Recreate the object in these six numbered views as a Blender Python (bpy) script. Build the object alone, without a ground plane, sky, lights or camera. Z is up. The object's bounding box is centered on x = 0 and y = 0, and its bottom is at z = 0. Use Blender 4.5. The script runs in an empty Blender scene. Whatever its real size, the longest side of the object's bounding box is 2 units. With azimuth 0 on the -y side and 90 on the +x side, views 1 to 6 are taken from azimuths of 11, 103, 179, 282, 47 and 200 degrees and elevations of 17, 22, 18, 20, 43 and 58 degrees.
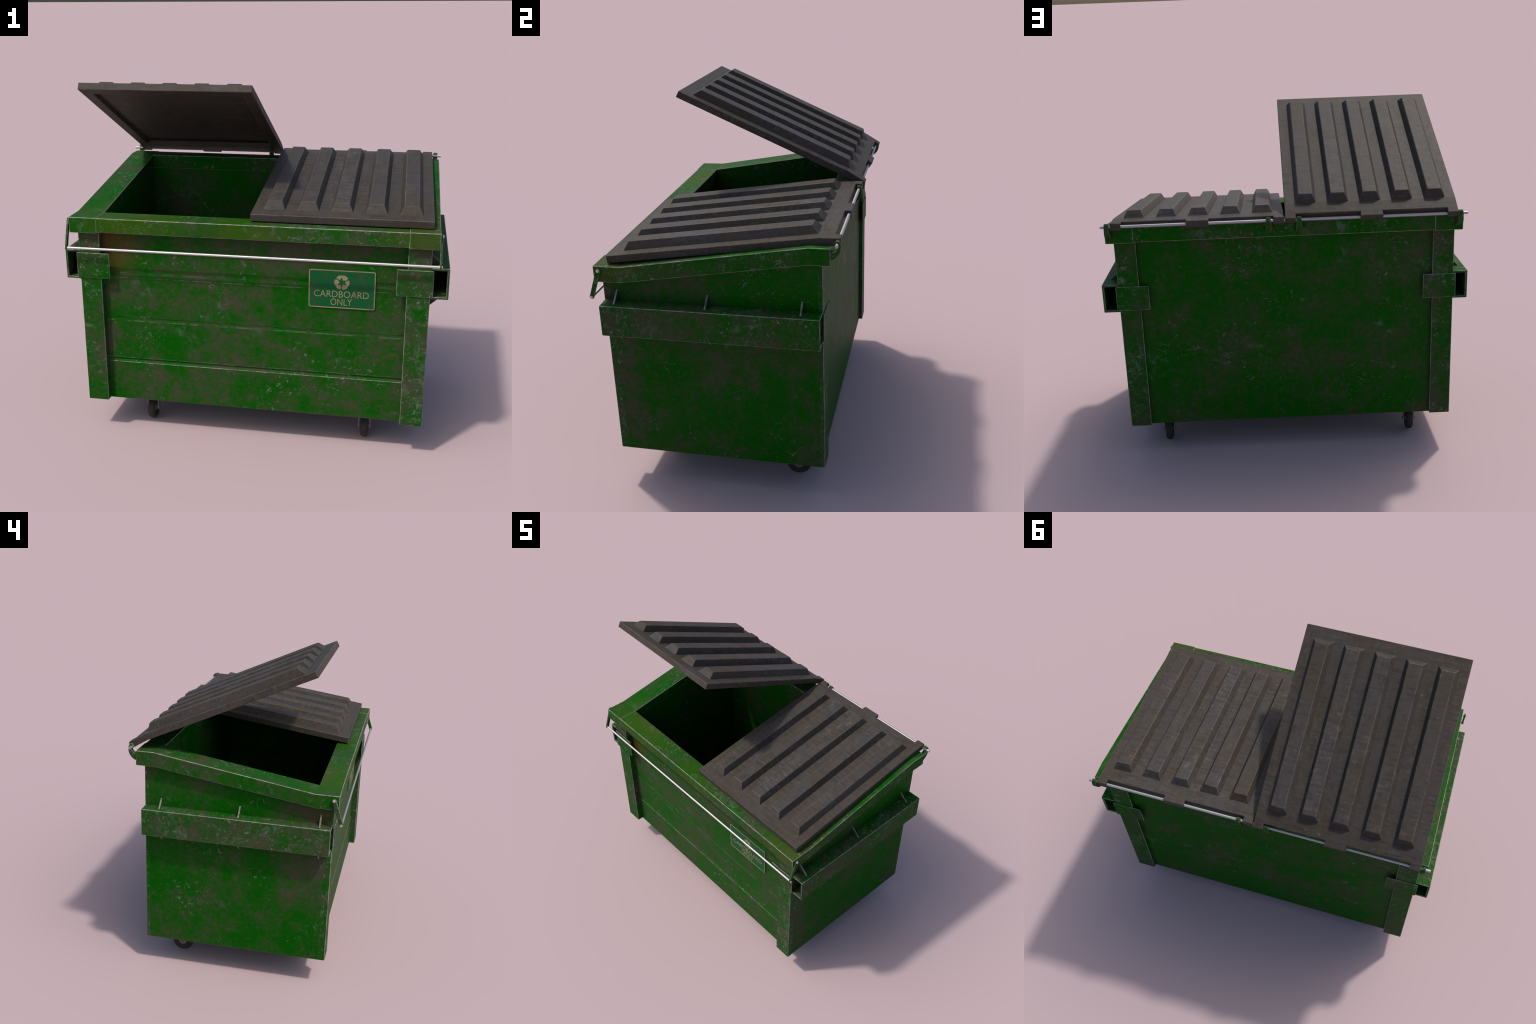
import bpy, bmesh, math
from mathutils import Vector, Matrix

scene = bpy.context.scene
COLL = scene.collection

# ------------------------------------------------------------------ sizes (metres)
XC = -0.0045                      # the steel body sits a hair left of centre
TAPER = 0.0042 / 0.55             # and is a touch wider at the back
BASE_Z = 0.182                    # underside of the body
Y_POST_F, Y_POST_B = -0.561, 0.525
Y_PANEL_F, Y_PANEL_B = -0.521, 0.5025
X_SIDE, X_POST_IN = 0.911, 0.7965
IN_X, IN_YF, IN_YB = 0.801, -0.459, 0.441
RIM_OUT, RIM_IN = 0.9465, 0.7975
RIM_TOP = [(-0.589, 1.2295), (-0.4535, 1.2295), (0.4645, 1.3745), (0.5645, 1.3745)]
RIM_BOT = [(-0.589, 1.1465), (-0.4585, 1.1465), (0.4610, 1.2885), (0.5645, 1.2885)]
ROD_Y, ROD_Z, ROD_R = 0.5945, 1.3895, 0.0078


def body_x(v):
    """Body frame to world: centre shift and slight widening to the back."""
    return Vector((XC + v[0] * (1 + TAPER * v[1]), v[1], v[2]))


# ------------------------------------------------------------------ node helpers
class Nodes:
    def __init__(self, name):
        self.mat = bpy.data.materials.new(name)
        self.mat.use_nodes = True
        self.t = self.mat.node_tree
        self.t.nodes.clear()
        self.out = self.t.nodes.new('ShaderNodeOutputMaterial')
        self.co = self.t.nodes.new('ShaderNodeTexCoord').outputs['Object']

    def put(self, sock, val):
        if hasattr(val, 'is_linked') or isinstance(val, bpy.types.NodeSocket):
            self.t.links.new(val, sock)
        elif val is not None:
            sock.default_value = val

    def math(self, op, a, b=None, c=None, clamp=False):
        n = self.t.nodes.new('ShaderNodeMath')
        n.operation = op
        n.use_clamp = clamp
        for i, v in enumerate((a, b, c)):
            if v is not None:
                self.put(n.inputs[i], v)
        return n.outputs[0]

    def mapping(self, scale=(1, 1, 1), loc=(0, 0, 0), rot=(0, 0, 0), co=None):
        n = self.t.nodes.new('ShaderNodeMapping')
        self.put(n.inputs['Vector'], co or self.co)
        n.inputs['Scale'].default_value = scale
        n.inputs['Location'].default_value = loc
        n.inputs['Rotation'].default_value = rot
        return n.outputs[0]

    def noise(self, scale, detail=4, rough=0.55, dist=0.0, co=None, color=False):
        n = self.t.nodes.new('ShaderNodeTexNoise')
        self.put(n.inputs['Vector'], co or self.co)
        n.inputs['Scale'].default_value = scale
        n.inputs['Detail'].default_value = detail
        n.inputs['Roughness'].default_value = rough
        n.inputs['Distortion'].default_value = dist
        return n.outputs['Color' if color else 'Fac']

    def voronoi_edge(self, scale, co=None):
        n = self.t.nodes.new('ShaderNodeTexVoronoi')
        n.feature = 'DISTANCE_TO_EDGE'
        self.put(n.inputs['Vector'], co or self.co)
        n.inputs['Scale'].default_value = scale
        return n.outputs['Distance']

    def ramp(self, fac, lo, hi):
        """smooth 0..1 between lo and hi (lo may exceed hi)"""
        n = self.t.nodes.new('ShaderNodeMapRange')
        n.interpolation_type = 'SMOOTHSTEP'
        n.inputs['From Min'].default_value = min(lo, hi)
        n.inputs['From Max'].default_value = max(lo, hi)
        n.inputs['To Min'].default_value = 0.0 if lo < hi else 1.0
        n.inputs['To Max'].default_value = 1.0 if lo < hi else 0.0
        self.put(n.inputs['Value'], fac)
        return n.outputs['Result']

    def mix(self, fac, a, b, blend='MIX'):
        n = self.t.nodes.new('ShaderNodeMix')
        n.data_type = 'RGBA'
        n.blend_type = blend
        self.put(n.inputs[0], fac)
        for s, v in ((n.inputs[6], a), (n.inputs[7], b)):
            if isinstance(v, tuple):
                v = (*v[:3], 1.0)
            self.put(s, v)
        return n.outputs[2]

    def vadd(self, a, b, k):
        m = self.t.nodes.new('ShaderNodeVectorMath')
        m.operation = 'MULTIPLY_ADD'
        self.put(m.inputs[0], b)
        m.inputs[1].default_value = (k, k, k)
        self.put(m.inputs[2], a)
        return m.outputs[0]

    def spot(self, centre, radius, scale=(1, 1, 1)):
        """1 at centre fading to 0 at radius, in object space"""
        m = self.mapping(scale=scale, loc=tuple(-c * s for c, s in zip(centre, scale)))
        n = self.t.nodes.new('ShaderNodeVectorMath')
        n.operation = 'LENGTH'
        self.put(n.inputs[0], m)
        return self.ramp(n.outputs['Value'], radius, radius * 0.15)

    def axis(self, which):
        n = self.t.nodes.new('ShaderNodeSeparateXYZ')
        self.put(n.inputs[0], self.co)
        return n.outputs[which]

    def finish(self, color, rough, metallic=0.0, bump=None, bump_strength=0.2, bump_dist=0.002, spec=0.5):
        b = self.t.nodes.new('ShaderNodeBsdfPrincipled')
        self.put(b.inputs['Base Color'], (*color[:3], 1) if isinstance(color, tuple) else color)
        self.put(b.inputs['Roughness'], rough)
        b.inputs['Metallic'].default_value = metallic
        b.inputs['Specular IOR Level'].default_value = spec
        if bump is not None:
            n = self.t.nodes.new('ShaderNodeBump')
            n.inputs['Strength'].default_value = bump_strength
            n.inputs['Distance'].default_value = bump_dist
            self.put(n.inputs['Height'], bump)
            self.t.links.new(n.outputs['Normal'], b.inputs['Normal'])
        self.t.links.new(b.outputs[0], self.out.inputs['Surface'])
        return self.mat


GREEN = (0.0014, 0.068, 0.0002)
GREEN_DULL = (0.020, 0.058, 0.011)
GRIME = (0.050, 0.047, 0.030)
MAROON = (0.062, 0.041, 0.032)
SCUFF = (0.145, 0.180, 0.140)
BARE = (0.27, 0.265, 0.24)
RUST = (0.095, 0.037, 0.013)
OLIVE = (0.034, 0.072, 0.004)


def dashes(n, rot, loc, scale, stretch, lo, hi):
    """short soft strokes: noise stretched along one direction and thresholded"""
    co = n.mapping(scale=(scale, scale, scale / stretch), loc=loc, co=n.mapping(rot=rot))
    return n.ramp(n.noise(1.0, 2.4, 0.5, dist=0.6, co=co), lo, hi)


def scratches(n, density=0.5):
    """clusters of short pale scuffs in several directions under a patch mask"""
    lo = 0.625 - 0.03 * density
    a = dashes(n, (0.7, 0.5, 0.3), (1, 2, 3), 56, 2.8, lo, lo + 0.17)
    b = dashes(n, (-0.6, -0.7, 0.2), (7, 5, 1), 72, 3.6, lo, lo + 0.16)
    c = dashes(n, (1.5, 1.2, 0.9), (2, 8, 4), 46, 2.0, lo + 0.015, lo + 0.17)
    s = n.math('MAXIMUM', n.math('MAXIMUM', a, b), c)
    patch = n.ramp(n.noise(3.8, 5, 0.65, co=n.mapping(loc=(3.1, 1.7, 0.4))), 0.565 - 0.17 * density, 0.72 - 0.17 * density)
    s = n.math('MULTIPLY', s, n.math('MULTIPLY_ADD', patch, 0.88, 0.10))
    smear = n.math('MULTIPLY', n.ramp(n.noise(19, 7, 0.74, dist=0.7), 0.48, 0.72),
                   n.ramp(n.noise(4.4, 3, 0.6, co=n.mapping(loc=(9.1, 0.7, 2.4))), 0.68 - 0.22 * density, 0.82 - 0.22 * density))
    return n.math('MAXIMUM', s, n.math('MULTIPLY', smear, 0.75))


def painted_steel(name, edge=0.0, rust=(), olive=(), grimy=(), wear=0.5, grime=0.0, edge_low=0.4, seams=()):
    n = Nodes(name)
    big = n.noise(2.6, 3, 0.55, co=n.mapping(loc=(1.3, 4.2, 0.7)))
    mid = n.noise(8.0, 7, 0.62, dist=0.3)
    fine = n.noise(34, 6, 0.72, co=n.mapping(loc=(5, 2, 8)))
    v = n.math('ADD', n.math('MULTIPLY', big, 0.36), n.math('MULTIPLY', mid, 0.36))
    v = n.math('ADD', v, n.math('MULTIPLY', fine, 0.36))       # mean about 0.54
    v = n.math('ADD', v, grime)
    for centre, rad, sc, k in grimy:
        v = n.math('ADD', v, n.math('MULTIPLY', n.spot(centre, rad, sc), k))
    dull = n.ramp(v, 0.470, 0.590)
    brown = n.ramp(v, 0.545, 0.680)
    col = n.mix(n.math('MULTIPLY', dull, 0.85), GREEN, GREEN_DULL)
    col = n.mix(n.math('MULTIPLY', brown, 0.90), col, GRIME)
    fleck = n.ramp(n.noise(44, 4, 0.6, co=n.mapping(loc=(0.4, 6, 3))), 0.64, 0.74)
    col = n.mix(n.math('MULTIPLY', n.math('MULTIPLY', fleck, dull), 0.55), col, MAROON)
    for centre, rad, sc in olive:
        f = n.math('MULTIPLY', n.spot(centre, rad, sc), n.math('MULTIPLY_ADD', mid, 1.0, 0.15, clamp=True))
        col = n.mix(f, col, OLIVE)
    for centre, rad, sc in rust:
        f = n.math('MULTIPLY', n.spot(centre, rad, sc), n.math('MULTIPLY_ADD', mid, 1.8, 0.0, clamp=True))
        col = n.mix(n.math('MULTIPLY', f, 0.8), col, RUST)
    s = scratches(n, wear)
    for z, half, amount in seams:                        # chipped paint along the pressed seams
        d = n.math('ABSOLUTE', n.math('SUBTRACT', n.axis(2), z))
        chip = n.math('MULTIPLY', n.ramp(d, half, half * 0.3), n.ramp(n.noise(15, 4, 0.7, co=n.mapping(scale=(1, 1, 2), loc=(z, 3, 1))), 0.42, 0.62))
        s = n.math('MAXIMUM', s, n.math('MULTIPLY', chip, amount))
    col = n.mix(n.math('MULTIPLY', s, 0.75), col, SCUFF)
    if edge:
        e = n.ramp(n.noise(22, 5, 0.75, co=n.mapping(loc=(2, 2, 9))), 0.36, 0.62)
        col = n.mix(n.math('MULTIPLY', n.math('MULTIPLY_ADD', e, 1.0 - edge_low, edge_low), edge), col, BARE)
    rough = n.math('MULTIPLY_ADD', mid, 0.25, 0.38)
    h = n.math('ADD', n.math('MULTIPLY', mid, 0.5), n.math('MULTIPLY', s, -0.4))
    return n.finish(col, rough, bump=h, bump_strength=0.10, bump_dist=0.004, spec=0.045)


PANEL_BROWN_SPOTS = [((-0.85, -0.52, 0.95), 0.42, (1, 1, 0.6), 0.10), ((0.1, -0.52, 1.16), 0.28, (0.28, 1, 1), 0.06),  # browner spots toward the left, top and right edges of the front panel
               ((0.80, -0.52, 0.85), 0.30, (1, 1, 0.5), 0.05)]
PANEL_RUST = [((-0.77, -0.52, 1.08), 0.22, (1, 1, 0.9))]
RIM_OLIVE = [((-0.62, -0.55, 1.2), 0.42, (1, 1, 1)), ((0.0, -0.6, 1.17), 0.3, (1, 1, 2)), ((0.86, -0.55, 1.2), 0.26, (1, 0.7, 1))]
RIM_RUST = []
RIM_GRIME = [((0.87, -0.56, 1.21), 0.20, (1, 0.7, 1), 0.09), ((-0.62, -0.46, 1.235), 0.2, (1, 2, 2), 0.12)]
TRIM_GRIME = [((0.87, -0.56, 1.21), 0.20, (1, 0.7, 1), 0.09), ((-0.85, -0.56, 1.13), 0.22, (1, 1, 1), 0.14)]

PAINT = painted_steel('green_paint', wear=0.40, rust=PANEL_RUST, grimy=PANEL_BROWN_SPOTS)
FRONT_PAINT = painted_steel('front_panel_paint', wear=0.45, rust=PANEL_RUST, grimy=PANEL_BROWN_SPOTS, seams=[(0.917, 0.003, 0.5), (0.893, 0.004, 0.6), (0.648, 0.005, 0.55), (0.669, 0.003, 0.4), (0.4315, 0.004, 0.6)])
SEAM_EDGE = painted_steel('seam_worn_edge', edge=0.75, wear=0.5, edge_low=0.2)
PAINT_EDGE = painted_steel('green_paint_worn_edge', edge=0.60, wear=0.4)
RIM_PAINT = painted_steel('rim_paint', wear=0.75, olive=RIM_OLIVE, rust=RIM_RUST, grimy=RIM_GRIME)
RIM_EDGE = painted_steel('rim_paint_worn_edge', edge=0.85, wear=0.8)
TRIM_PAINT = painted_steel('trim_paint', wear=0.95, grime=0.035, grimy=TRIM_GRIME)
TRIM_EDGE = painted_steel('trim_paint_worn_edge', edge=0.80, wear=0.9, edge_low=0.3)


def make_plastic(name, edge=0.0):
    n = Nodes(name)
    info = n.t.nodes.new('ShaderNodeObjectInfo')
    shift = n.t.nodes.new('ShaderNodeCombineXYZ')
    n.put(shift.inputs[0], n.math('MULTIPLY', info.outputs['Random'], 17.0))
    n.put(shift.inputs[1], n.math('MULTIPLY', info.outputs['Random'], 9.0))
    co = n.vadd(n.co, shift.outputs[0], 1.0)
    n.co = co
    streak = n.noise(6, 6, 0.68, co=n.mapping(scale=(1.4, 9, 9)))
    streak2 = n.noise(5, 5, 0.65, co=n.mapping(scale=(8, 0.9, 7), loc=(3, 1, 2)))
    blot = n.noise(3.6, 6, 0.62, co=n.mapping(loc=(8, 3, 1)))
    fine = n.noise(32, 7, 0.75, dist=0.5)
    base = n.mix(n.ramp(blot, 0.38, 0.62), (0.053, 0.046, 0.044), (0.052, 0.042, 0.031))
    v = n.math('ADD', n.math('MULTIPLY', streak, 0.65), n.math('MULTIPLY', streak2, 0.35))
    base = n.mix(n.math('MULTIPLY', n.ramp(v, 0.53, 0.36), 0.65), base, (0.027, 0.024, 0.022))
    base = n.mix(n.math('MULTIPLY', n.ramp(fine, 0.50, 0.30), 0.40), base, (0.030, 0.027, 0.025))
    haze = n.math('ADD', n.math('MULTIPLY', v, 0.6), n.math('MULTIPLY', fine, 0.45))
    pale = n.math('MULTIPLY', n.ramp(haze, 0.52, 0.66), n.ramp(n.noise(2.8, 4, 0.6, co=n.mapping(loc=(1, 6, 4))), 0.42, 0.66))
    base = n.mix(n.math('MULTIPLY', pale, 0.70), base, (0.098, 0.092, 0.087))
    stroke = dashes(n, (0.0, 0.0, 0.5), (4, 1, 7), 34, 5.0, 0.62, 0.78)
    base = n.mix(n.math('MULTIPLY', n.math('MULTIPLY', stroke, n.ramp(blot, 0.44, 0.60)), 0.50), base, (0.115, 0.108, 0.10))
    if edge:
        e = n.ramp(n.noise(12, 5, 0.7), 0.32, 0.6)
        base = n.mix(n.math('MULTIPLY', e, edge), base, (0.115, 0.107, 0.100))
    h = n.math('ADD', n.math('MULTIPLY', streak, 0.6), n.math('MULTIPLY', fine, 0.5))
    return n.finish(base, n.math('MULTIPLY_ADD', fine, 0.30, 0.42), bump=h, bump_strength=0.30, bump_dist=0.005, spec=0.12)


PLASTIC = make_plastic('weathered_grey_plastic')
PLASTIC_EDGE = make_plastic('weathered_grey_plastic_edge', 0.5)


def make_metal(name, col, rough, metallic, dark=0.5):
    n = Nodes(name)
    a = n.noise(9, 6, 0.7, co=n.mapping(scale=(2.2, 1, 1)))
    b = n.noise(60, 4, 0.6)
    spot = n.ramp(n.math('ADD', n.math('MULTIPLY', a, 0.8), n.math('MULTIPLY', b, 0.2)), 0.56, 0.70)
    c = n.mix(n.math('MULTIPLY', spot, dark), col, (0.20, 0.16, 0.13))
    return n.finish(c, n.math('MULTIPLY_ADD', a, 0.3, rough), metallic=metallic)


STEEL = make_metal('bare_steel', (0.50, 0.485, 0.485), 0.30, 0.85)
DULL_STEEL = make_metal('dull_steel', (0.40, 0.39, 0.40), 0.42, 0.8)  # steel base darkened so the hinge rod's sun glint reads grey
PIN = make_metal('pin_end_steel', (0.50, 0.47, 0.46), 0.4, 0.2, 0.3)
FORK_METAL = make_metal('caster_steel', (0.15, 0.15, 0.125), 0.5, 0.3, 0.8)
RUBBER = Nodes('dark_rubber')
_f = RUBBER.noise(25, 5, 0.65)
RUBBER = RUBBER.finish(RUBBER.mix(_f, (0.016, 0.016, 0.016), (0.040, 0.036, 0.031)), 0.75, spec=0.3)


def make_sign(name, col, worn):
    n = Nodes(name)
    a = n.noise(16, 6, 0.65)
    b = n.noise(60, 5, 0.7)
    f = n.ramp(n.math('ADD', n.math('MULTIPLY', a, 0.75), n.math('MULTIPLY', b, 0.25)), 0.46, 0.66)
    c = n.mix(n.math('MULTIPLY', f, 0.75), col, worn)
    return n.finish(c, 0.5, spec=0.1)


SIGN_GREEN = make_sign('sign_green', (0.004, 0.075, 0.021), (0.034, 0.056, 0.028))
SIGN_BEIGE = make_sign('sign_beige', (0.23, 0.205, 0.105), (0.10, 0.10, 0.052))


# ------------------------------------------------------------------ mesh helpers
def add_object(name, bm, mats, parent, origin=None, smooth=False):
    me = bpy.data.meshes.new(name)
    bmesh.ops.recalc_face_normals(bm, faces=bm.faces[:])
    if origin is not None:
        bmesh.ops.translate(bm, vec=-Vector(origin), verts=bm.verts[:])
    bm.to_mesh(me)
    bm.free()
    for m in mats:
        me.materials.append(m)
    if smooth:
        me.polygons.foreach_set('use_smooth', [True] * len(me.polygons))
        me.set_sharp_from_angle(angle=math.radians(38))
    ob = bpy.data.objects.new(name, me)
    COLL.objects.link(ob)
    if origin is not None:
        ob.location = origin
    ob.parent = parent
    return ob


def empty(name, parent=None, loc=(0, 0, 0)):
    ob = bpy.data.objects.new(name, None)
    ob.empty_display_size = 0.1
    COLL.objects.link(ob)
    ob.location = loc
    ob.parent = parent
    return ob


def wear_edges(bm, width=0.0022, angle=22, skip=None):
    """chamfer the sharp edges; the chamfer faces take the worn-edge material (slot 1)"""
    bmesh.ops.recalc_face_normals(bm, faces=bm.faces[:])
    lim = math.radians(angle)
    edges = [e for e in bm.edges if len(e.link_faces) == 2 and e.calc_face_angle(0) > lim
             and e.is_convex and not (skip and skip(e))]
    if edges:
        bmesh.ops.bevel(bm, geom=edges, offset=width, offset_type='OFFSET', segments=1, profile=0.5,
                        affect='EDGES', clamp_overlap=True, material=1)


def prism(bm, poly, axis, lo, hi, caps=(True, True), shape=None, mat=0):
    """extrude a closed polygon along an axis; poly gives the two other coordinates in xyz order.
    shape(point) optionally moves each finished vertex."""
    rings = []
    for a in (lo, hi):
        ring = []
        for p in poly:
            c = list(p)
            c.insert(axis, a)
            co = shape(Vector(c)) if shape else Vector(c)
            ring.append(bm.verts.new(co))
        rings.append(ring)
    k = len(poly)
    made = []
    for i in range(k):
        j = (i + 1) % k
        made.append(bm.faces.new((rings[0][i], rings[0][j], rings[1][j], rings[1][i])))
    if caps[0]:
        made.append(bm.faces.new(rings[0]))
    if caps[1]:
        made.append(bm.faces.new(rings[1][::-1]))
    for f in made:
        f.material_index = mat
    return rings


def box(bm, x, y, z, shape=None, mat=0):
    return prism(bm, [(x[0], y[0]), (x[1], y[0]), (x[1], y[1]), (x[0], y[1])], 2, z[0], z[1], shape=shape, mat=mat)


def tube(bm, p, q, r, seg=16, caps=True, mat=0):
    p, q = Vector(p), Vector(q)
    d = (q - p).normalized()
    side = d.orthogonal().normalized()
    up = d.cross(side)
    rings = []
    for c in (p, q):
        rings.append([bm.verts.new(c + r * (math.cos(t) * side + math.sin(t) * up))
                      for t in (2 * math.pi * i / seg for i in range(seg))])
    for i in range(seg):
        j = (i + 1) % seg
        bm.faces.new((rings[0][i], rings[0][j], rings[1][j], rings[1][i])).material_index = mat
    if caps:
        bm.faces.new(rings[0][::-1]).material_index = mat
        bm.faces.new(rings[1]).material_index = mat


def lerp_profile(profile, y):
    for (y0, z0), (y1, z1) in zip(profile, profile[1:]):
        if y <= y1:
            return z0 + (z1 - z0) * (y - y0) / (y1 - y0)
    return profile[-1][1]


def wall_top(y):
    return 0.5 * (lerp_profile(RIM_TOP, y) + lerp_profile(RIM_BOT, y))


# ------------------------------------------------------------------ the dumpster
root = empty('dumpster')
root['label'] = 'weathered green steel dumpster with two grey plastic lids'
root['category'] = 'dumpster'

# ---- body walls
for s in (-1, 1):
    bm = bmesh.new()
    ys = [Y_PANEL_F, -0.456, 0.462, Y_PANEL_B]
    poly = [(y, wall_top(y)) for y in ys] + [(Y_PANEL_B, BASE_Z), (Y_PANEL_F, BASE_Z)]
    prism(bm, poly, 0, s * IN_X, s * X_SIDE, shape=body_x)
    wear_edges(bm, 0.0026, skip=lambda e: any(abs(v.co.x - XC) < 0.86 for v in e.verts)
               or all(abs(v.co.y - Y_PANEL_F) < .01 for v in e.verts)
               or all(abs(v.co.y - Y_PANEL_B) < .01 for v in e.verts))
    add_object('side_panel', bm, [PAINT, PAINT_EDGE], root)

# front panel: sheet with three pressed seams (step in, slope back out)
prof = [(IN_YF, 1.19), (Y_PANEL_F, 1.19),
        (Y_PANEL_F, 0.946), (Y_PANEL_F + 0.0050, 0.929), (Y_PANEL_F + 0.0055, 0.914), (Y_PANEL_F, 0.893),      # broad soft fold
        (Y_PANEL_F, 0.669), (Y_PANEL_F + 0.0025, 0.6675), (Y_PANEL_F + 0.0022, 0.658), (Y_PANEL_F, 0.648),     # faint seam
        (Y_PANEL_F, 0.4290), (Y_PANEL_F + 0.0090, 0.4265), (Y_PANEL_F + 0.0080, 0.418), (Y_PANEL_F, 0.4045),   # sharp step
        (Y_PANEL_F, BASE_Z), (IN_YF, BASE_Z)]
bm = bmesh.new()
prism(bm, prof, 0, -IN_X, IN_X, shape=body_x)
wear_edges(bm, 0.0018, angle=12, skip=lambda e: abs((e.verts[0].co - e.verts[1].co).normalized().x) < 0.9
           or e.verts[0].co.z > 0.5 or e.verts[0].co.y > -0.5)
add_object('front_panel', bm, [FRONT_PAINT, SEAM_EDGE], root)

bm = bmesh.new()
box(bm, (-IN_X, IN_X), (IN_YB, Y_PANEL_B), (BASE_Z, 1.33), shape=body_x)
wear_edges(bm, 0.0018, skip=lambda e: e.verts[0].co.z > 0.3 or e.verts[1].co.z > 0.3 or e.verts[0].co.y < 0.5)
add_object('back_panel', bm, [PAINT, PAINT_EDGE], root)

bm = bmesh.new()
box(bm, (-IN_X, IN_X), (IN_YF, IN_YB), (BASE_Z + 0.004, BASE_Z + 0.04), shape=body_x)
add_object('floor_panel', bm, [PAINT], root)

# ---- corner posts
for s in (-1, 1):
    for y0, y1, top in ((Y_POST_F, Y_PANEL_F, 1.19), (Y_POST_B, Y_PANEL_B, 1.33)):
        bm = bmesh.new()
        back = y1
        box(bm, (s * X_POST_IN, s * X_SIDE), (y0, y1), (BASE_Z, top), shape=body_x)
        wear_edges(bm, 0.0030, skip=lambda e: all(abs(v.co.y - back) < 1e-4 for v in e.verts)
                   or e.verts[0].co.z > 1.1 and e.verts[1].co.z > 1.1)
        add_object('corner_post', bm, [TRIM_PAINT, TRIM_EDGE], root)

# ---- rim rails
for s in (-1, 1):
    bm = bmesh.new()
    prism(bm, RIM_TOP + RIM_BOT[::-1], 0, s * RIM_IN, s * RIM_OUT, shape=body_x)
    wear_edges(bm, 0.0032, angle=30)
    add_object('rim_rail', bm, [RIM_PAINT, RIM_EDGE], root)
for y0, y1, z0, z1 in ((-0.586, -0.4555, 1.1510, 1.2275), (0.4375, 0.5615, 1.2910, 1.3725)):
    bm = bmesh.new()
    box(bm, (-RIM_IN, RIM_IN), (y0, y1), (z0, z1), shape=body_x)
    wear_edges(bm, 0.0032, skip=lambda e: abs((e.verts[0].co - e.verts[1].co).normalized().x) < 0.9)
    add_object('rim_rail', bm, [RIM_PAINT, RIM_EDGE], root)

# ---- fork pockets on both sides, with gussets and retaining plates
PK_OUT, PK_T = 0.9950, 0.0115
PK_Y = (-0.5555, 0.5225)
PK_Z = (0.8850, 1.0445)
for s in (-1, 1):
    sx = lambda v: Vector((v[0] * (1 + TAPER * 0.85 * v[1]), v[1], v[2]))
    bm = bmesh.new()
    wall = X_SIDE - 0.004
    chan = [(wall, PK_Z[0]), (PK_OUT, PK_Z[0]), (PK_OUT, PK_Z[1]), (wall, PK_Z[1]),
            (wall, PK_Z[1] - PK_T), (PK_OUT - PK_T, PK_Z[1] - PK_T), (PK_OUT - PK_T, PK_Z[0] + PK_T), (wall, PK_Z[0] + PK_T)]
    prism(bm, [(s * x, z) for x, z in chan], 1, PK_Y[0], PK_Y[1], shape=sx)
    wear_edges(bm, 0.0030, angle=30)
    pocket = add_object('fork_pocket', bm, [TRIM_PAINT, TRIM_EDGE], root)
    for gy in (-0.490, -0.0325, 0.4270):
        for z0, zt in ((PK_Z[1] - 0.002, 1.0985), (PK_Z[0] + 0.002, 0.8305)):
            bm = bmesh.new()
            t = 0.0045
            x0 = s * (X_SIDE - 0.003) + XC
            tri = [(x0, z0), (s * 0.9670, z0), (x0, zt)]
            prism(bm, tri, 1, gy - t, gy + t)
            for f in bm.faces:                       # the sloping rim of the plate is rubbed bare
                nrm = f.normal if f.normal.length else None
                f.normal_update()
                if abs(f.normal.x) > 0.3 and abs(f.normal.z) > 0.3:
                    f.material_index = 1
            add_object('gusset', bm, [TRIM_PAINT, TRIM_EDGE], pocket)
    for y0, y1 in ((-0.5675, Y_POST_F), (0.5315, Y_POST_B)):
        bm = bmesh.new()
        box(bm, (s * 0.7455, s * 0.9245), (y0, y1), (0.8950, 1.0335), shape=body_x)
        wear_edges(bm, 0.0030)
        add_object('retaining_plate', bm, [TRIM_PAINT, TRIM_EDGE], pocket)

# ---- lids (modelled closed; the left one is swung open about the hinge)
LID_W = 0.9065
FT, KT, RT = (-0.5290, 1.2710), (0.5010, 1.4095), (0.6070, 1.4110)
FB, KB, RB = (-0.5260, 1.2330), (0.4995, 1.3715), (0.6070, 1.3730)
NOTCH_Y = 0.5750
END_K, MID_K0, MID_K1 = 0.0545, 0.3945, 0.5120
SLOPE = (KT[1] - FT[1]) / (KT[0] - FT[0])
PIVOT = Vector((0, ROD_Y, ROD_Z))


def lid_top(y):
    return FT[1] + SLOPE * (y - FT[0])


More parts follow.
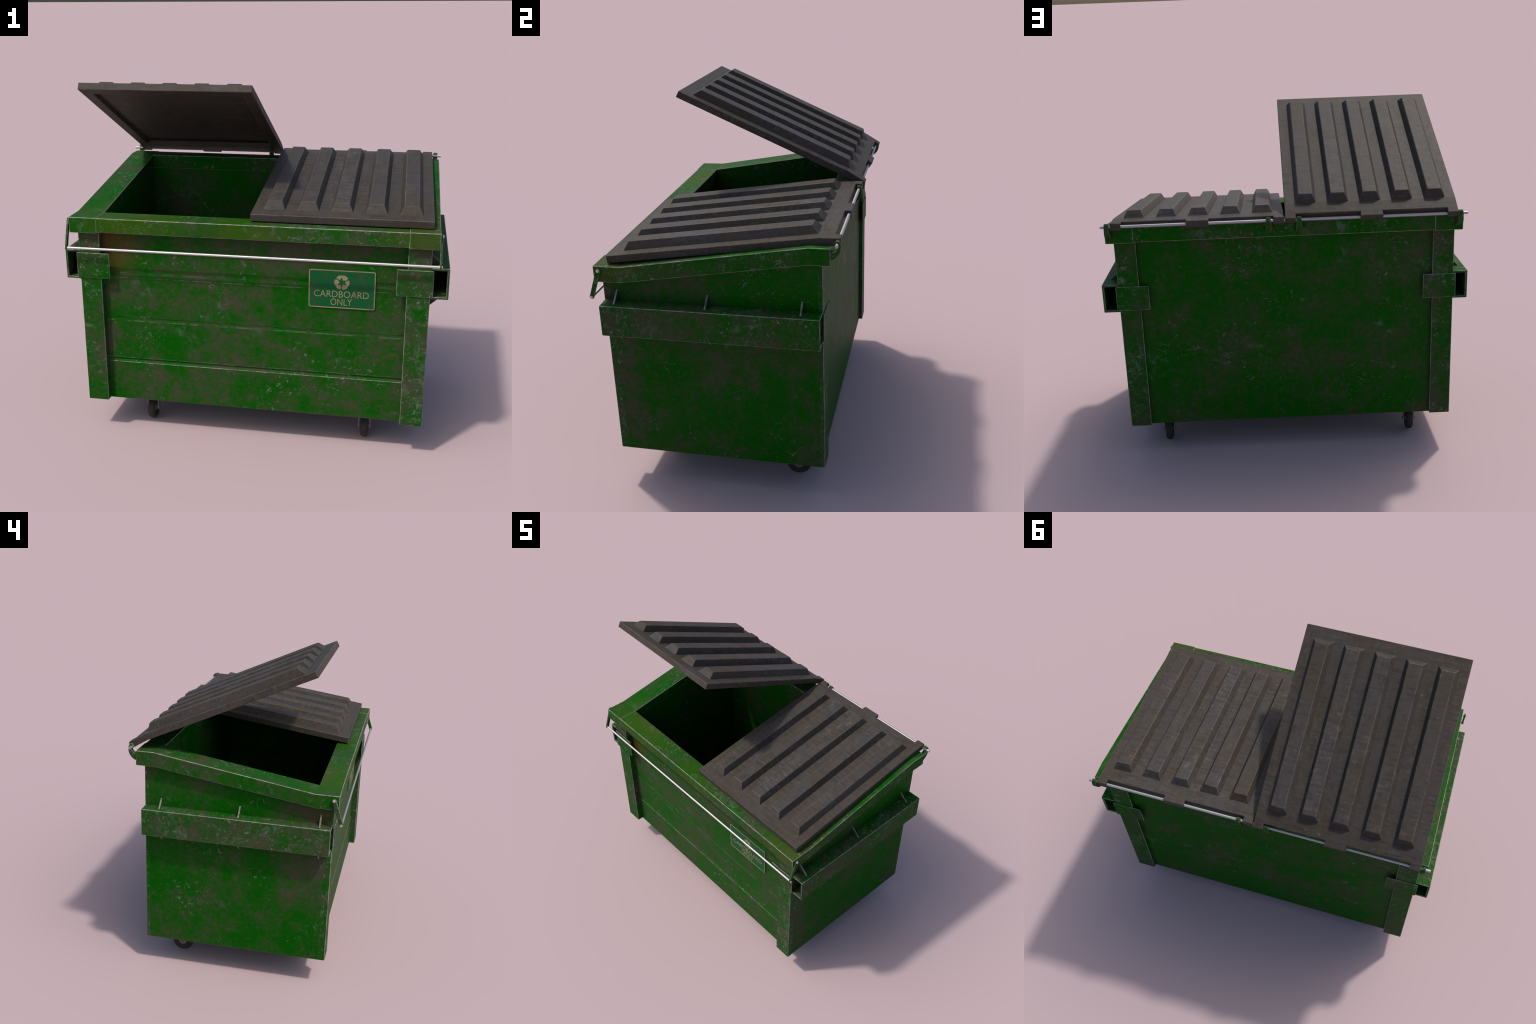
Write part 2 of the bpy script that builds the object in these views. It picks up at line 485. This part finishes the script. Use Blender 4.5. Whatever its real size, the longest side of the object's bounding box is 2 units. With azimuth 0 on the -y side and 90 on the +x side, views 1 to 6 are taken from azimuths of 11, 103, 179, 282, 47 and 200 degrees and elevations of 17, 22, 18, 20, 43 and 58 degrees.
def build_lid(x0, flip):
    bm = bmesh.new()
    W = LID_W
    V = lambda x, yz: bm.verts.new((x0 + x, yz[0], yz[1]))
    nb, nt = (NOTCH_Y, RB[1]), (NOTCH_Y, RT[1])
    m0, m1 = (MID_K0, MID_K1) if not flip else (W - MID_K1, W - MID_K0)
    rear = [(W, RT, RB), (W - END_K, RT, RB), (W - END_K, nt, nb), (m1, nt, nb), (m1, RT, RB), (m0, RT, RB),
            (m0, nt, nb), (END_K, nt, nb), (END_K, RT, RB), (0, RT, RB)]
    ft = [V(0, FT), V(W, FT)]
    fb = [V(0, FB), V(W, FB)]
    kt = [V(0, KT), V(W, KT)]
    kb = [V(0, KB), V(W, KB)]
    rt = [V(x, t) for x, t, b in rear]
    rb = [V(x, b) for x, t, b in rear]
    F = bm.faces.new
    F((ft[0], ft[1], kt[1], kt[0]))
    F([kt[0], kt[1]] + rt)
    F([kb[1], kb[0]] + rb[::-1])
    F((fb[0], fb[1], ft[1], ft[0]))
    F((fb[1], kb[1], kt[1], ft[1]))
    F((kb[0], fb[0], ft[0], kt[0]))
    F((kb[1], rb[0], rt[0], kt[1]))
    F((rb[-1], kb[0], kt[0], rt[-1]))
    for i in range(len(rear) - 1):
        F((rt[i], rb[i], rb[i + 1], rt[i + 1]))
    # hollow underside: raised frame round a recessed panel
    low = lambda y: FB[1] + (KB[1] - FB[1]) * (y - FB[0]) / (KB[0] - FB[0])
    ya, yb, bx, d = FB[0] + 0.067, 0.4900, 0.056, 0.021
    o = [V(bx, (ya, low(ya))), V(W - bx, (ya, low(ya))), V(W - bx, (yb, low(yb))), V(bx, (yb, low(yb)))]
    c = 0.008
    i_ = [V(bx + c, (ya + c, low(ya + c) + d)), V(W - bx - c, (ya + c, low(ya + c) + d)),
          V(W - bx - c, (yb - c, low(yb - c) + d)), V(bx + c, (yb - c, low(yb - c) + d))]
    ring = [fb[0], fb[1], kb[1], kb[0]]
    for a in range(4):
        b = (a + 1) % 4
        F((ring[a], ring[b], o[b], o[a]))
        F((o[a], o[b], i_[b], i_[a]))
    F(i_)
    wear_edges(bm, 0.0024, angle=30)
    return bm


def build_rib():
    """one moulded trapezoid rib, in closed position, centred on x = 0"""
    bm = bmesh.new()
    hb, ht, H = 0.0560, 0.0360, 0.0405
    y0, y1, ty0, ty1 = -0.4610, 0.5020, -0.4360, 0.4670
    sink = 0.004
    base = [bm.verts.new((x, y, lid_top(y) - sink)) for x, y in ((-hb - .002, y0 - .002), (hb + .002, y0 - .002), (hb + .002, y1 - 0.001), (-hb - .002, y1 - 0.001))]
    top = [bm.verts.new((x, y, lid_top(y) + H)) for x, y in ((-ht, ty0), (ht, ty0), (ht, ty1), (-ht, ty1))]
    bm.faces.new(top)
    bm.faces.new(base[::-1])
    for i in range(4):
        j = (i + 1) % 4
        bm.faces.new((base[i], base[j], top[j], top[i]))
    wear_edges(bm, 0.0024, angle=25, skip=lambda e: all(v in base for v in e.verts))
    bmesh.ops.translate(bm, vec=-PIVOT, verts=bm.verts[:])
    return bm


OPEN = math.radians(32.4)
RIB_CENTRES = [0.1115, 0.2825, 0.4530, 0.6230, 0.7960]
rib_mesh = None
for x0, opened in ((-0.0015, False), (-0.9155, True)):
    lid = add_object('lid', build_lid(x0, opened), [PLASTIC, PLASTIC_EDGE], root, origin=PIVOT)
    for c in RIB_CENTRES:
        if rib_mesh is None:
            rib = add_object('rib', build_rib(), [PLASTIC, PLASTIC_EDGE], lid)
            rib_mesh = rib.data
        else:
            rib = bpy.data.objects.new('rib', rib_mesh)
            COLL.objects.link(rib)
            rib.parent = lid
        rib.location = (x0 + (LID_W - c if opened else c), 0, 0)
    if opened:
        lid.rotation_euler = (-OPEN, 0, 0)
        lid.location = PIVOT + Vector((0, 0.0045, 0.0035))

# ---- hinge rod and its hooks
bm = bmesh.new()
tube(bm, (-0.9690, ROD_Y, ROD_Z), (0.9580, ROD_Y, ROD_Z), ROD_R, 20)
add_object('hinge_rod', bm, [DULL_STEEL], root, smooth=True)

hook_outer = [(0.5600, 1.3150), (0.5760, 1.3185), (0.5920, 1.3300), (0.6035, 1.3450), (0.6095, 1.3600), (0.6120, 1.3760),
              (0.6105, 1.3930), (0.6050, 1.4040), (0.5965, 1.4085), (0.5885, 1.4060)]
hook_inner = [(0.5850, 1.3990), (0.5890, 1.3930), (0.5930, 1.3830), (0.5930, 1.3730), (0.5890, 1.3640), (0.5810, 1.3570), (0.5700, 1.3530), (0.5600, 1.3520)]
for cx in (-0.931, -0.081, 0.079, 0.9245):
    bm = bmesh.new()
    mid = Vector((cx, 0, 0))

    def flare(v):
        k = 0.0165 - 0.0048 * max(0.0, min(1.0, (v.z - 1.315) / 0.09))
        return Vector((cx + (k if v.x > cx else -k), v.y, v.z))
    prism(bm, hook_outer + hook_inner, 0, cx - 0.01, cx + 0.01, shape=flare)
    wear_edges(bm, 0.0012, angle=50)
    add_object('hinge_hook', bm, [TRIM_PAINT, TRIM_EDGE], root)

# ---- front bail bar
BAR_Y, BAR_Z = -0.6065, 1.0690
PIV_Y, PIV_Z = -0.5600, 1.2075
bail = empty('bail', root, (0, BAR_Y, BAR_Z))
bm = bmesh.new()
tube(bm, (-0.9690, BAR_Y, BAR_Z), (0.9510, BAR_Y, BAR_Z), 0.0069, 18)
bmesh.ops.translate(bm, vec=(0, -BAR_Y, -BAR_Z), verts=bm.verts[:])
add_object('bail_bar', bm, [STEEL], bail, smooth=True)
for s, xi in ((-1, -0.9555), (1, 0.9375)):
    xo = xi + s * 0.0095
    bm = bmesh.new()
    a, b, r = Vector((PIV_Y, PIV_Z)), Vector((BAR_Y, BAR_Z)), 0.0112
    ang = math.atan2((b - a).y, (b - a).x)
    outline = []
    for i in range(9):
        t = ang - math.pi / 2 + math.pi * i / 8
        outline.append(tuple(b + r * Vector((math.cos(t), math.sin(t)))))
    for i in range(9):
        t = ang + math.pi / 2 + math.pi * i / 8
        outline.append(tuple(a + r * Vector((math.cos(t), math.sin(t)))))
    prism(bm, outline, 0, xi, xo)
    wear_edges(bm, 0.0015, angle=50)
    bmesh.ops.translate(bm, vec=(0, -BAR_Y, -BAR_Z), verts=bm.verts[:])
    add_object('bail_arm', bm, [TRIM_PAINT, TRIM_EDGE], bail)
    for py, pz, ext in ((PIV_Y, PIV_Z, 0.004), (BAR_Y, BAR_Z, 0.003)):
        bm = bmesh.new()
        tube(bm, (xi - s * 0.006, py, pz), (xo + s * ext, py, pz), 0.0072, 14)
        bmesh.ops.translate(bm, vec=(0, -BAR_Y, -BAR_Z), verts=bm.verts[:])
        add_object('pivot_pin', bm, [PIN], bail, smooth=True)

# ---- sign on the front
SX0, SX1, SZ0, SZ1, SY = 0.2985, 0.6360, 0.7955, 1.0005, Y_PANEL_F - 0.0060


def rounded_rect(x0, x1, z0, z1, r, seg=5):
    pts = []
    for cx, cz, a0 in ((x1 - r, z1 - r, 0), (x0 + r, z1 - r, 90), (x0 + r, z0 + r, 180), (x1 - r, z0 + r, 270)):
        for i in range(seg + 1):
            a = math.radians(a0 + 90 * i / seg)
            pts.append((cx + r * math.cos(a), cz + r * math.sin(a)))
    return pts


bm = bmesh.new()
prism(bm, rounded_rect(SX0, SX1, SZ0, SZ1, 0.011), 1, SY, Y_PANEL_F + 0.003)
sign = add_object('sign', bm, [SIGN_GREEN], root)
bm = bmesh.new()                                                   # beige border frame
out, inn, B = rounded_rect(SX0 + .001, SX1 - .001, SZ0 + .001, SZ1 - .001, 0.011), None, 0.0062
inn = rounded_rect(SX0 + B, SX1 - B, SZ0 + B, SZ1 - B, 0.006)
vo = [[bm.verts.new((x, y, z)) for x, z in out] for y in (SY - 0.0008, SY + 0.001)]
vi = [[bm.verts.new((x, y, z)) for x, z in inn] for y in (SY - 0.0008, SY + 0.001)]
k = len(out)
for i in range(k):
    j = (i + 1) % k
    bm.faces.new((vo[0][i], vo[0][j], vi[0][j], vi[0][i]))
    bm.faces.new((vo[0][i], vo[0][j], vo[1][j], vo[1][i]))
    bm.faces.new((vi[0][i], vi[0][j], vi[1][j], vi[1][i]))
add_object('sign_border', bm, [SIGN_BEIGE], sign)

# recycling mark: one bent chunky arrow turned three times
CX, CZ, SC = 0.4668, 0.9357, 0.000202
arrow = [(-145, 118), (-80, 180), (78, 185), (152, 120), (118, 56), (18, 54), (12, 104), (-4, 128), (-24, 108), (-50, 58)]
for i in range(3):
    bm = bmesh.new()
    a = math.radians(120 * i)
    pts = [(CX + SC * (x * math.cos(a) - z * math.sin(a)), CZ + SC * (x * math.sin(a) + z * math.cos(a))) for x, z in arrow]
    prism(bm, pts, 1, SY - 0.0008, SY + 0.001)
    add_object('recycling_arrow', bm, [SIGN_BEIGE], sign)


def lettering(text, x0, x1, z0, z1, weight=0.0):
    cu = bpy.data.curves.new('lettering', 'FONT')
    cu.body = text
    cu.size = 1.0
    cu.extrude = 0.02
    cu.offset = weight
    cu.resolution_u = 4
    tmp = bpy.data.objects.new('lettering_source', cu)
    COLL.objects.link(tmp)
    bpy.context.view_layer.update()
    me = bpy.data.meshes.new_from_object(tmp.evaluated_get(bpy.context.evaluated_depsgraph_get()))
    bpy.data.objects.remove(tmp)
    bpy.data.curves.remove(cu)
    xs = [v.co.x for v in me.vertices]
    zs = [v.co.y for v in me.vertices]
    a, b, c, d = min(xs), max(xs), min(zs), max(zs)
    for v in me.vertices:
        x, y, z = v.co
        v.co = (x0 + (x - a) / (b - a) * (x1 - x0), SY - 0.0002 - 0.0006 * (z / 0.02), z0 + (y - c) / (d - c) * (z1 - z0))
    bm = bmesh.new()
    bm.from_mesh(me)
    bpy.data.meshes.remove(me)
    return add_object('lettering', bm, [SIGN_BEIGE], sign)


lettering('CARDBOARD', 0.3265, 0.6035, 0.8545, 0.8900, -0.004)
lettering('ONLY', 0.4115, 0.5200, 0.8125, 0.8480, -0.004)

# ---- casters
WR, WW = 0.0660, 0.0205


def lathe(bm, profile, centre, seg=32, mat=0):
    """profile of (x offset, radius) spun about the x axis through centre"""
    rings = []
    for x, r in profile:
        rings.append([bm.verts.new((centre[0] + x, centre[1] + r * math.cos(t), centre[2] + r * math.sin(t)))
                      for t in (2 * math.pi * i / seg for i in range(seg))])
    for a, b in zip(rings, rings[1:]):
        for i in range(seg):
            j = (i + 1) % seg
            bm.faces.new((a[i], a[j], b[j], b[i])).material_index = mat


tyre_prof = [(-0.014, 0.030), (-0.017, 0.036), (-0.0205, 0.046), (-0.0195, 0.055), (-0.0150, 0.0615), (-0.0085, 0.0650), (0, WR),
             (0.0085, 0.0650), (0.0150, 0.0615), (0.0195, 0.055), (0.0205, 0.046), (0.017, 0.036), (0.014, 0.030)]
hub_prof = [(-0.024, 0.0001), (-0.024, 0.012), (-0.014, 0.014), (-0.012, 0.031), (0.012, 0.031), (0.014, 0.014), (0.024, 0.012), (0.024, 0.0001)]
for wx, wy in ((-0.6017, -0.372), (0.6017, -0.372), (-0.7140, 0.3555), (0.7165, 0.3555)):
    caster = empty('caster', root, (wx, wy, WR))
    bm = bmesh.new()
    lathe(bm, tyre_prof, (0, 0, 0))
    tyre = add_object('tyre', bm, [RUBBER], caster, smooth=True)
    bm = bmesh.new()
    lathe(bm, hub_prof, (0, 0, 0), 20)
    add_object('wheel_hub', bm, [FORK_METAL], caster, smooth=True)
    lead = 0.024 if wy < 0 else -0.024                     # swivel axis sits ahead of the axle
    bm = bmesh.new()
    for s in (-1, 1):
        top = BASE_Z - WR - 0.010
        outline = [(-0.014, -0.012), (0.0, -0.018), (0.014, -0.012), (0.017, 0.004), (lead + 0.034, top), (lead - 0.034, top), (-0.017, 0.004)]
        prism(bm, outline, 0, s * 0.0265, s * 0.0315)
    box(bm, (-0.034, 0.034), (lead - 0.036, lead + 0.036), (BASE_Z - WR - 0.0105, BASE_Z - WR - 0.0045))
    wear_edges(bm, 0.0012, angle=40)
    add_object('caster_fork', bm, [FORK_METAL, PIN], caster)
    bm = bmesh.new()
    box(bm, (-0.045, 0.045), (lead - 0.050, lead + 0.050), (BASE_Z - WR - 0.0045, BASE_Z - WR + 0.006))
    add_object('mounting_plate', bm, [FORK_METAL], caster)
    bm = bmesh.new()
    tube(bm, (-0.0385, 0, 0), (0.0385, 0, 0), 0.0065, 6)
    tube(bm, (-0.0345, 0, 0), (0.0345, 0, 0), 0.0095, 14)
    add_object('axle_bolt', bm, [FORK_METAL], caster)
